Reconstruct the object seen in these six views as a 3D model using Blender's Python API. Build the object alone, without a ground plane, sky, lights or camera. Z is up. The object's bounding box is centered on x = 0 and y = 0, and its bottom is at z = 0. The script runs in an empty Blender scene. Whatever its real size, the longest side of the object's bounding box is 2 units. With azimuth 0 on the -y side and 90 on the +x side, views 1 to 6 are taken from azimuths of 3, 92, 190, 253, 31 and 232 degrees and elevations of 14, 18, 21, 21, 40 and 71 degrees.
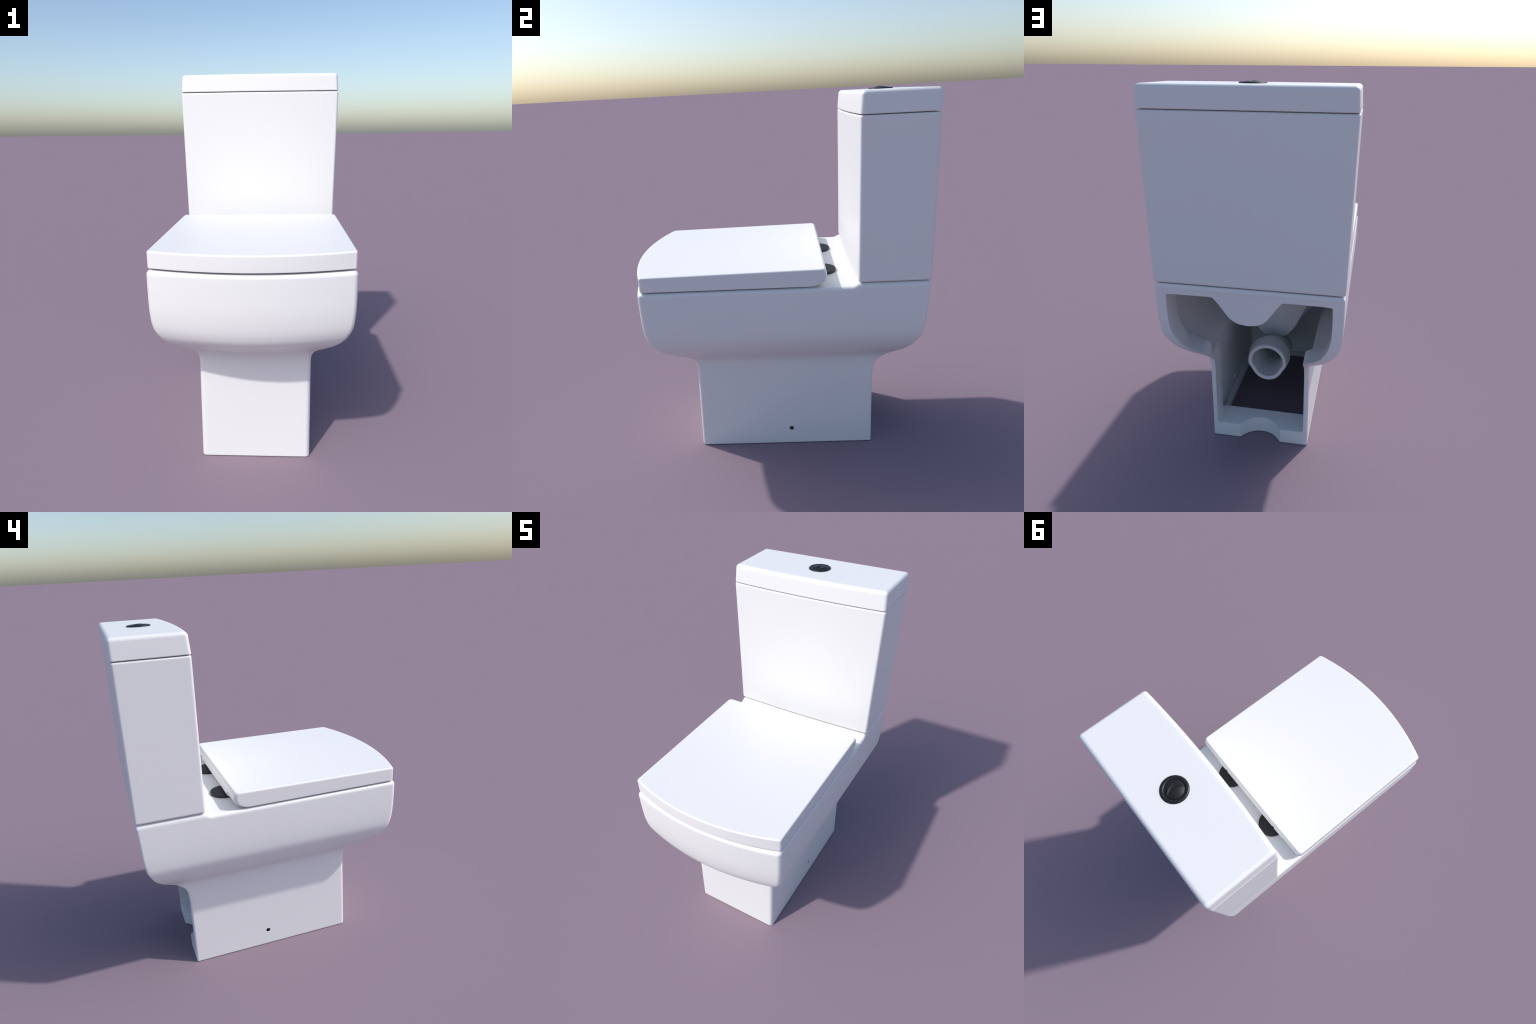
import bpy, bmesh, math
from mathutils import Vector

# ------------------------------------------------------------------ materials
def material(name, colour, rough, spec=0.5, bevel=0.0, grain=0.0, coat=0.0):
    m = bpy.data.materials.new(name)
    m.use_nodes = True
    nt = m.node_tree
    b = nt.nodes["Principled BSDF"]
    b.inputs["Roughness"].default_value = rough
    b.inputs["Specular IOR Level"].default_value = spec
    b.inputs["Coat Weight"].default_value = coat
    b.inputs["Coat Roughness"].default_value = 0.25
    tc = nt.nodes.new("ShaderNodeTexCoord")
    noise = nt.nodes.new("ShaderNodeTexNoise")
    noise.inputs["Scale"].default_value = 3.0
    noise.inputs["Detail"].default_value = 3.0
    ramp = nt.nodes.new("ShaderNodeValToRGB")
    lo = [c * (1 - grain) for c in colour]
    ramp.color_ramp.elements[0].position = 0.35
    ramp.color_ramp.elements[1].position = 0.65
    ramp.color_ramp.elements[0].color = (*lo, 1)
    ramp.color_ramp.elements[1].color = (*colour, 1)
    nt.links.new(tc.outputs["Object"], noise.inputs["Vector"])
    nt.links.new(noise.outputs["Fac"], ramp.inputs["Fac"])
    nt.links.new(ramp.outputs["Color"], b.inputs["Base Color"])
    if bevel > 0:
        bv = nt.nodes.new("ShaderNodeBevel")
        bv.samples = 6
        bv.inputs["Radius"].default_value = bevel
        nt.links.new(bv.outputs["Normal"], b.inputs["Normal"])
    return m

CERAMIC = material("glazed_ceramic", (0.77, 0.77, 0.77), 0.45, bevel=0.006, grain=0.006)
PLASTIC = material("white_plastic", (0.77, 0.77, 0.77), 0.45, bevel=0.003, grain=0.006)
DARK = material("dark_plastic", (0.010, 0.010, 0.010), 0.42, spec=0.42, grain=0.05)
DISC = material("black_hinge_plastic", (0.013, 0.013, 0.013), 0.55, spec=0.5, grain=0.05)

# ------------------------------------------------------------------ helpers
def new_object(name, bm, mat, parent=None, angle=35, weighted=True):
    bmesh.ops.recalc_face_normals(bm, faces=bm.faces)
    me = bpy.data.meshes.new(name)
    bm.to_mesh(me)
    bm.free()
    ob = bpy.data.objects.new(name, me)
    bpy.context.scene.collection.objects.link(ob)
    me.materials.append(mat)
    ob.parent = parent
    finish(ob, angle, weighted)
    return ob

def apply_modifiers(ob):
    dg = bpy.context.evaluated_depsgraph_get()
    me = bpy.data.meshes.new_from_object(ob.evaluated_get(dg))
    old = ob.data
    ob.modifiers.clear()
    ob.data = me
    me.name = ob.name
    bpy.data.meshes.remove(old)

def finish(ob, angle=35, weighted=True):
    me = ob.data
    me.shade_smooth()
    me.set_sharp_from_angle(angle=math.radians(angle))
    if weighted:
        m = ob.modifiers.new("weighted", 'WEIGHTED_NORMAL')
        m.keep_sharp = True
        m.weight = 80
        apply_modifiers(ob)

def lerp(a, b, t):
    return a + (b - a) * t

def smooth(t):
    t = max(0.0, min(1.0, t))
    return t * t * (3 - 2 * t)

def resample(rows, per=4):
    """Smooth (Catmull-Rom) refinement of a table of profile rows, first column kept monotone."""
    out = []
    n = len(rows)
    for i in range(n - 1):
        p0 = rows[max(i - 1, 0)]; p1 = rows[i]; p2 = rows[i + 1]; p3 = rows[min(i + 2, n - 1)]
        for k in range(per):
            t = k / per
            out.append(tuple(0.5 * ((2 * b) + (c - a) * t + (2 * a - 5 * b + 4 * c - d) * t * t
                             + (3 * b - a - 3 * c + d) * t ** 3) for a, b, c, d in zip(p0, p1, p2, p3)))
    out.append(tuple(rows[-1]))
    return out

SIDE = [i / 40 for i in range(41)]

def half_section(w, fc, fm, yb, rf, rb, side=SIDE, nf=14, na=7):
    """Right half of a plan outline: bowed front (mid fm, corner fc), straight side, straight back."""
    c = (fc - fm) / (w * w)
    slope = 2 * c * w
    L = math.hypot(1, slope)
    d1 = Vector((1 / L, slope / L)); d2 = Vector((0, 1))
    P = Vector((w, fc))
    theta = math.pi - d1.angle(d2)
    t = rf / math.tan(theta / 2)
    A = P - d1 * t; B = P + d2 * t
    n1 = Vector((-d1.y, d1.x))
    C = A + n1 * rf
    xe = A.x
    ya = fm + c * xe * xe
    C.y += ya - A.y
    pts = []
    for i in range(nf):
        x = xe * i / nf
        pts.append((x, fm + c * x * x))
    a0 = math.atan2(ya - C.y, A.x - C.x); a1 = 0.0
    for i in range(na + 1):
        a = lerp(a0, a1, i / na)
        pts.append((C.x + rf * math.cos(a), C.y + rf * math.sin(a)))
    y0 = pts[-1][1]; y1 = yb - rb
    for s in side[1:-1]:
        pts.append((w, lerp(y0, y1, s)))
    for i in range(na + 1):
        a = math.pi / 2 * i / na
        pts.append((w - rb + rb * math.cos(a), y1 + rb * math.sin(a)))
    return pts

def loft(sections, zfun=None, nx=1):
    """sections: list of (half outline, z), top first. Caps are strips across x."""
    bm = bmesh.new()
    rings = []
    for half, z in sections:
        n = len(half)
        right, left = [], []
        for (x, y) in half:
            dz = zfun(x, y, z) if zfun else 0.0
            v = bm.verts.new((x, y, z + dz))
            right.append(v)
            left.append(v if x < 1e-7 else bm.verts.new((-x, y, z + dz)))
        rings.append((right, left))
    for (r0, l0), (r1, l1) in zip(rings, rings[1:]):
        n = len(r0)
        for i in range(n - 1):
            bm.faces.new((r0[i], r0[i + 1], r1[i + 1], r1[i]))
            bm.faces.new((l0[i + 1], l0[i], l1[i], l1[i + 1]))
        bm.faces.new((r0[-1], l0[-1], l1[-1], r1[-1]))
    for ring, top in ((rings[0], True), (rings[-1], False)):
        r, l = ring
        z = sections[0][1] if top else sections[-1][1]
        rows = []
        for i in range(len(r)):
            if r[i] is l[i]:
                rows.append([r[i]] * (nx + 1)); continue
            row = [l[i]]
            for k in range(1, nx):
                x = lerp(l[i].co.x, r[i].co.x, k / nx); y = r[i].co.y
                dz = zfun(abs(x), y, z) if zfun else 0.0
                row.append(bm.verts.new((x, y, z + dz)))
            row.append(r[i]); rows.append(row)
        for a, b in zip(rows, rows[1:]):
            for k in range(nx):
                vs = []
                for v in (a[k], a[k + 1], b[k + 1], b[k]):
                    if v not in vs:
                        vs.append(v)
                if len(vs) > 2:
                    bm.faces.new(vs)
    # rear edge strips of interior cap vertices share the last row with the wall: weld T-junctions away
    return bm

def rounded(rows, rt, rb, n=5):
    """Add edge rounding to a table of (z, inset-able parameters). Returns [(z, row, inset)]."""
    out = []
    zt = rows[0][0]; zb = rows[-1][0]
    for i in range(n):
        a = math.pi / 2 * i / n
        out.append((zt - rt * (1 - math.sin(a)) if False else zt - rt * (1 - math.cos(a)), rows[0], rt * (1 - math.sin(a))))
    for r in rows:
        z = r[0]
        z = min(max(z, zb + rb), zt - rt)
        out.append((z, r, 0.0))
    for i in range(1, n + 1):
        a = math.pi / 2 * i / n
        out.append((zb + rb * (1 - math.sin(a)), rows[-1], rb * (1 - math.cos(a))))
    return out

def cut(ob, cutter):
    m = ob.modifiers.new("cut", 'BOOLEAN')
    m.operation = 'DIFFERENCE'; m.solver = 'EXACT'; m.object = cutter
    apply_modifiers(ob)
    bpy.data.objects.remove(cutter)

def plain(name, bm):
    bmesh.ops.recalc_face_normals(bm, faces=bm.faces)
    me = bpy.data.meshes.new(name); bm.to_mesh(me); bm.free()
    ob = bpy.data.objects.new(name, me)
    bpy.context.scene.collection.objects.link(ob)
    return ob

def prism_loft(sections):
    """sections: list of (y, half polygon [(x,z)...] from bottom centre to top centre)."""
    bm = bmesh.new(); rings = []
    for y, half in sections:
        ring = [bm.verts.new((x, y, z)) for x, z in half]
        ring += [bm.verts.new((-x, y, z)) for x, z in reversed(half) if x > 1e-7]
        rings.append(ring)
    for a, b in zip(rings, rings[1:]):
        n = len(a)
        for i in range(n):
            bm.faces.new((a[i], a[(i + 1) % n], b[(i + 1) % n], b[i]))
    bm.faces.new(rings[0]); bm.faces.new(rings[-1])
    return bm

def box(x0, x1, y0, y1, z0, z1):
    bm = bmesh.new()
    bmesh.ops.create_cube(bm, size=1)
    for v in bm.verts:
        v.co = Vector((lerp(x0, x1, v.co.x + .5), lerp(y0, y1, v.co.y + .5), lerp(z0, z1, v.co.z + .5)))
    return bm

def revolve(profile, n=64, centre=(0, 0, 0)):
    bm = bmesh.new(); rings = []
    for r, z in profile:
        if r < 1e-6:
            rings.append([bm.verts.new((centre[0], centre[1], centre[2] + z))])
        else:
            rings.append([bm.verts.new((centre[0] + r * math.cos(2 * math.pi * k / n),
                                        centre[1] + r * math.sin(2 * math.pi * k / n), centre[2] + z)) for k in range(n)])
    for a, b in zip(rings, rings[1:]):
        for k in range(n):
            vs = []
            for v in (a[k % len(a)], a[(k + 1) % len(a)], b[(k + 1) % len(b)], b[k % len(b)]):
                if v not in vs: vs.append(v)
            if len(vs) > 2: bm.faces.new(vs)
    return bm

# ------------------------------------------------------------------ the thing
toilet = bpy.data.objects.new("toilet", None)
bpy.context.scene.collection.objects.link(toilet)
toilet["label"] = "white square close-coupled ceramic toilet with closed lid"
toilet["category"] = "toilet"

# ------------------------------------------------------------------ pan: bowl, shelf and pedestal in one casting
RIM = 1.057
#        z     half_w  front_corner front_mid back   corner_r
PAN = [(1.057, .4624, -.7040, -.7725, .7675, .028),
       (1.000, .4628, -.7040, -.7725, .7630, .028),
       (.950, .4626, -.7034, -.7718, .7600, .028),
       (.900, .4618, -.7023, -.7705, .7575, .028),
       (.860, .4604, -.7002, -.7678, .7548, .029),
       (.820, .4572, -.6960, -.7630, .7490, .030),
       (.790, .4530, -.6909, -.7575, .7430, .032),
       (.765, .4455, -.6843, -.7505, .7340, .034),
       (.740, .4342, -.6742, -.7400, .7237, .038),
       (.720, .4225, -.6622, -.7265, .7143, .041),
       (.700, .4091, -.6458, -.7080, .7029, .043),
       (.680, .3931, -.6225, -.6820, .6889, .043),
       (.660, .3745, -.5956, -.6500, .6729, .042),
       (.640, .3528, -.5663, -.6140, .6548, .040),
       (.620, .3303, -.5360, -.5740, .6335, .036),
       (.600, .3090, -.5108, -.5380, .6095, .032),
       (.580, .2925, -.4947, -.5110, .5861, .028),
       (.555, .2825, -.4824, -.4900, .5575, .024),
       (.520, .2793, -.4765, -.4795, .5290, .020),
       (.450, .2790, -.4783, -.4800, .5165, .023),
       (.300, .2790, -.4827, -.4840, .5150, .023),
       (.150, .2786, -.4863, -.4870, .5140, .023),
       (.000, .2785, -.4900, -.4905, .5140, .023)]

def rear_taper(y, z):
    """The bowl is a touch narrower at the rear than at the front."""
    return 1 - .005 * min(max((y + .7) / 1.46, 0), 1) * min(max((z - .55) / .2, 0), 1)

def shelf_rise(x, y, z):
    """The deck climbs to the cistern shelf in front of the cistern."""
    if z < 1.0:
        return 0.0
    y0 = .362 + .05 * x * x; y1 = .408 + .05 * x * x
    return .0165 * smooth((y - y0) / (y1 - y0)) * (z - 1.0) / (RIM - 1.0)

ramp_zone = [.718 + .07 * i / 24 for i in range(25)]
pan_side = sorted(set([i / 30 for i in range(31) if not .715 < i / 30 < .79] + ramp_zone))
secs = []
for z, row, ins in rounded(resample(PAN, 4), .018, .003, 7):
    _, w, fc, fm, k, r = row
    half = half_section(w - ins, fc + ins, fm + ins, k - ins * .45, max(r - ins, .008), max(.011 - ins * .5, .004), pan_side)
    secs.append(([(x * rear_taper(y, z), y) for x, y in half], z))
pan_bm = loft(secs, shelf_rise, nx=1)
pan = plain("pan", pan_bm)

# hollow of the pedestal, open at the rear
def hollow(zb, wing, top):
    w = wing[0][0]
    base = [(0, zb), (.060, zb), (.120, zb), (.180, zb), (w - .017, zb), (w - .006, zb + .003), (w, zb + .012), (w, .30)]
    return [*base, *resample([*wing, *top], 3)]

# side of the hollow (x, z) upward: inside of the thin outer skin, and the thick lip round the rear opening
SKIN = [(.275, .50), (.276, .550), (.286, .583), (.306, .609), (.347, .645), (.387, .685), (.419, .732), (.440, .788), (.449, .870), (.450, 1.005)]
SKIN_FOOT = [(.252, .50), (.255, .560), *SKIN[2:]]
LIP_FRONT = [(.252, .53), (.253, .600), (.260, .643), (.277, .658), (.316, .667), (.368, .695)]
LIP = [(.252, .53), (.253, .575), (.259, .605), (.276, .630), (.310, .660), (.350, .703), (.382, .755), (.402, .815), (.410, .88), (.410, 1.006)]
RIM_SIDE = [(.252, .53), (.253, .575), (.259, .605), (.276, .630), (.310, .662), (.348, .705), (.379, .757), (.398, .815), (.405, .88), (.405, .999)]
# roof of the hollow inward: flush channel hanging at the centre, and the hull of the bowl
CHANNEL = [(.391, 1.0185), (.280, 1.021), (.180, 1.021), (.162, 1.010), (.140, .983), (.110, .940), (.085, .909), (.050, .888), (0, .880)]
CHANNEL_IN = [(.425, 1.018), (.280, 1.021), (.180, 1.021), (.162, 1.010), (.140, .983), (.110, .940), (.085, .909), (.050, .888), (0, .880)]
BACK = [(.418, 1.010), (.375, .970), (.325, .890), (.270, .800), (.222, .710), (.175, .615), (.130, .520), (.070, .445), (0, .430)]
HULL = [(.405, 1.000), (.388, .920), (.355, .800), (.298, .682), (.222, .600), (.152, .522), (.130, .470), (.060, .410), (0, .400)]

def blend(a, b, t):
    return [(lerp(p[0], q[0], t), lerp(p[1], q[1], t)) for p, q in zip(a, b)]

cut(pan, plain("hollow", prism_loft([
    (-.450, hollow(.030, SKIN, HULL)),
    (-.050, hollow(.030, SKIN, HULL)),
    (.008, hollow(.030, SKIN, blend(HULL, BACK, .45))),
    (.055, hollow(.030, SKIN, BACK)),
    (.118, hollow(.030, SKIN, blend(BACK, CHANNEL_IN, .75))),
    (.180, hollow(.030, SKIN, CHANNEL_IN)),
    (.374, hollow(.030, SKIN, CHANNEL_IN)),
    (.376, hollow(.106, SKIN, CHANNEL_IN)),
    (.395, hollow(.103, SKIN, CHANNEL_IN)),
    (.405, hollow(.102, SKIN_FOOT, CHANNEL_IN)),
    (.520, hollow(.087, SKIN_FOOT, CHANNEL_IN)),
    (.545, hollow(.087, SKIN_FOOT, CHANNEL_IN)),
    (.552, hollow(.087, LIP_FRONT + SKIN[6:], CHANNEL_IN)),
    (.575, hollow(.087, blend(LIP_FRONT, LIP[:6], .20) + blend(SKIN[6:7], LIP[6:7], .7) + blend(SKIN[7:8], LIP[7:8], .1) + SKIN[8:], CHANNEL_IN)),
    (.600, hollow(.087, blend(LIP_FRONT, LIP[:6], .40) + LIP[6:7] + blend(SKIN[7:8], LIP[7:8], .7) + blend(SKIN[8:], LIP[8:], .1), CHANNEL_IN)),
    (.622, hollow(.087, blend(LIP_FRONT, LIP[:6], .60) + LIP[6:], CHANNEL)),
    (.762, hollow(.087, RIM_SIDE, CHANNEL)),
    (.840, hollow(.087, RIM_SIDE, CHANNEL))])))
cut(pan, plain("floor_opening", box(-.247, .247, -.425, .375, -.1, .2)))
# bay in the rear sill for the soil pipe: a bowed bite with flared ends, in plan
bay = [(.150, .540), (.122, .520), (.112, .506), (.098, .490), (.080, .470), (.060, .455), (.040, .4465), (.020, .442), (0, .4405)]
bm = bmesh.new()
outline = bay + [(-x, y) for x, y in reversed(bay[:-1])]
lo = [bm.verts.new((x, y, -.1)) for x, y in outline]
hi = [bm.verts.new((x, y, .15)) for x, y in outline]
bm.faces.new(lo); bm.faces.new(hi)
for i in range(len(lo)):
    j = (i + 1) % len(lo)
    bm.faces.new((lo[i], lo[j], hi[j], hi[i]))
cut(pan, plain("bay", bm))
# fixing holes through both pedestal walls
hole = revolve([(0, -.5), (.0132, -.5), (.0132, .5), (0, .5)], 28)
bmesh.ops.rotate(hole, verts=hole.verts, cent=(0, 0, 0), matrix=__import__("mathutils").Matrix.Rotation(math.pi / 2, 3, 'Y'))
bmesh.ops.translate(hole, verts=hole.verts, vec=(0, .047, .101))
cut(pan, plain("fixing_hole", hole))
# basin under the seat
BASIN = [(1.20, .335, -.590, -.625, .005), (1.02, .335, -.590, -.625, .005), (.96, .325, -.58, -.615, -.005), (.86, .28, -.53, -.56, -.03),
         (.77, .21, -.44, -.46, -.08), (.70, .15, -.38, -.39, -.14), (.665, .10, -.32, -.33, -.18)]
cut(pan, plain("basin", loft([(half_section(w, fc, fm, k, .07, .07), z) for z, w, fc, fm, k in resample(BASIN, 3)])))
pan.data.materials.clear(); pan.data.materials.append(CERAMIC)
pan.parent = toilet
finish(pan, 32)

# waste outlet pipe inside the hollow
bm = bmesh.new(); rings = []
def pipe_point(a, r):
    """Round above; the lower part is a narrower bowl with a small kink on each side."""
    x, z = r * math.cos(a), r * math.sin(a)
    low = smooth((-z / r - .18) / .30)
    return x * (1 - .11 * low * (1 - smooth((-z / r - .75) / .25) * .5)), z * (1 + .06 * low)
# (y, radius, rise of the centre): outside with its collar back to the mouth, then into the bore, which dips to the trap
PIPE = [(-.12, .090, -.125), (-.03, .094, -.088), (.06, .098, -.044), (.14, .104, -.014), (.190, .116, -.002), (.208, .1245, 0), (.222, .1265, 0), (.288, .1190, 0),
        (.298, .1175, 0), (.3035, .113, 0), (.304, .107, 0), (.303, .0975, 0), (.299, .0935, 0), (.20, .091, 0), (.11, .088, -.012), (.04, .085, -.045), (-.03, .082, -.085), (-.10, .078, -.115)]
for y, r, rise in PIPE:
    lift = .394 + rise
    ring = []
    for k in range(72):
        x, z = pipe_point(2 * math.pi * k / 72, r)
        ring.append(bm.verts.new((x, y, lift + z)))
    rings.append(ring)
for a, b in zip(rings, rings[1:]):
    for k in range(72):
        bm.faces.new((a[k], a[(k + 1) % 72], b[(k + 1) % 72], b[k]))
bm.faces.new(rings[0]); bm.faces.new(rings[-1])
new_object("outlet_pipe", bm, CERAMIC, toilet)

# ------------------------------------------------------------------ cistern
def build(name, table, rt, rb, mat, parent, rf=.014, rback=.012, nx=1, per=1):
    s = []
    for z, row, ins in rounded(resample(table, per), rt, rb):
        _, w, fc, fm, k = row
        s.append((half_section(w - ins, fc + ins, fm + ins, k - ins, max(rf - ins * .6, .004), max(rback - ins * .6, .003)), z))
    return new_object(name, loft(s, nx=nx), mat, parent)

build("cistern", [(1.8805, .4782, .4105, .3910, .7705), (1.30, .4662, .4095, .3968, .7695), (1.0785, .4625, .4090, .3975, .7690)],
      .009, .013, CERAMIC, toilet)
build("cistern_lid", [(1.9863, .4725, .4160, .3970, .7735), (1.8845, .4775, .4098, .3905, .7735)],
      .020, .003, CERAMIC, toilet, rf=.018, rback=.016)
# locating rib that closes the joint between cistern and lid, set back behind the shadow gap
new_object("cistern_rib", box(-.445, .445, .440, .740, 1.86, 1.90), CERAMIC, toilet)
new_object("cistern_gasket", box(-.430, .430, .440, .735, 1.06, 1.09), CERAMIC, toilet)

# ------------------------------------------------------------------ flush button
BX, BY, BZ = 0.0, .585, 1.9863
button = revolve([(0, -.004), (.0625, -.004), (.0635, .000), (.0630, .0030), (.0605, .0055), (.056, .0067), (.051, .0066), (.0470, .0050), (.0450, .0030), (.044, .002), (0, .003)],
                 80, (BX, BY, BZ))
ring = new_object("flush_button", button, DARK, toilet, angle=50)
bm = bmesh.new(); rows = []
NR, NA = 40, 128
def button_height(x, y):
    """Twin push button: flat crescent, a dished strip falling to a bowed dividing line, then a raised dome."""
    p, q = -x / .0435, y / .0435
    q2 = min(q * q, 1.0)
    line = -.15 + .43 * q2                    # foot of the dome
    lip = min(-.62 + .90 * q2, line - .02)    # start of the dish
    body = .0137 - .0080 * min(p * p + q2, 1.0)
    flat, valley = body - .0005, body - .0060 * (1 - q2)
    if p < line:
        return lerp(flat, valley, smooth((p - lip) / (line - lip)))
    t = (p - line) / max(1e-3, math.sqrt(max(0.0, 1 - q2)) - line)
    return lerp(valley, body, smooth(t / .28))
for i in range(NR + 1):
    r = .0435 * i / NR
    if i == 0:
        rows.append([bm.verts.new((BX, BY, BZ + button_height(0, 0)))])
    else:
        rows.append([bm.verts.new((BX + r * math.cos(2 * math.pi * k / NA), BY + r * math.sin(2 * math.pi * k / NA),
                                   BZ + button_height(r * math.cos(2 * math.pi * k / NA), r * math.sin(2 * math.pi * k / NA)))) for k in range(NA)])
rows.append([bm.verts.new((v.co.x, v.co.y, BZ)) for v in rows[-1]])
for a, b in zip(rows, rows[1:]):
    for k in range(NA):
        vs = []
        for v in (a[k % len(a)], a[(k + 1) % NA % len(a)], b[(k + 1) % NA], b[k]):
            if v not in vs: vs.append(v)
        bm.faces.new(vs)
new_object("push_plate", bm, DARK, ring, angle=60, weighted=False)

# ------------------------------------------------------------------ seat cover, seat, hinge
COVER = [(1.1505, .4575, -.6900, -.7725, .2465), (1.1400, .4578, -.690, -.7728, .2510), (1.125, .4578, -.690, -.7730, .2545),
         (1.105, .4578, -.690, -.7730, .2545), (1.090, .4578, -.690, -.7730, .2465), (1.078, .4577, -.690, -.7728, .2300), (1.0660, .4575, -.6898, -.7725, .1980)]
def cover_tilt(x, y, z):
    return (z - 1.066) / .085 * (.0062 * (y + .25) / .45)
s = []
for z, row, ins in rounded(resample(COVER, 3), .008, .003):
    _, w, fc, fm, k = row
    s.append((half_section(w - ins, fc + ins, fm + ins, k - ins, .016, .022), z))
cover = new_object("seat_cover", loft(s, cover_tilt), PLASTIC, toilet)

SEAT = [(1.075, .440, -.668, -.750, .18), (1.0595, .440, -.668, -.750, .18)]
seat_bm = loft([(half_section(w, fc, fm, k, .03, .03), z) for z, w, fc, fm, k in SEAT])
seat = plain("seat", seat_bm)
hole_bm = loft([(half_section(.28, -.52, -.56, .06, .08, .08), z) for z in (1.2, .98)])
cut(seat, plain("seat_opening", hole_bm))
seat.data.materials.clear(); seat.data.materials.append(PLASTIC); seat.parent = toilet
finish(seat)

disc_bm = revolve([(0, 0), (.079, 0), (.079, .0118), (.0783, .0130), (.077, .0135), (0, .0135)], 64)
disc = new_object("hinge_disc", disc_bm, DISC, toilet)
disc.location = (.196, .2435, 1.0568)
other = disc.copy(); scene_col = bpy.context.scene.collection; scene_col.objects.link(other)
other.location = (-.196, .2435, 1.0568)

def barrel(x0, x1, name):
    prof = [(0, x0), (.0245, x0), (.0265, x0 + .002), (.0265, x1 - .002), (.0245, x1), (0, x1)]
    b = revolve(prof, 40)
    for v in b.verts:
        v.co = Vector((v.co.z, v.co.y, v.co.x))
    for v in b.verts:
        v.co += Vector((0, .2315, 1.103))
    return new_object(name, b, PLASTIC, toilet)
barrel(-.219, .219, "hinge_barrel")
barrel(.231, .312, "hinge_barrel")
barrel(-.312, -.231, "hinge_barrel")
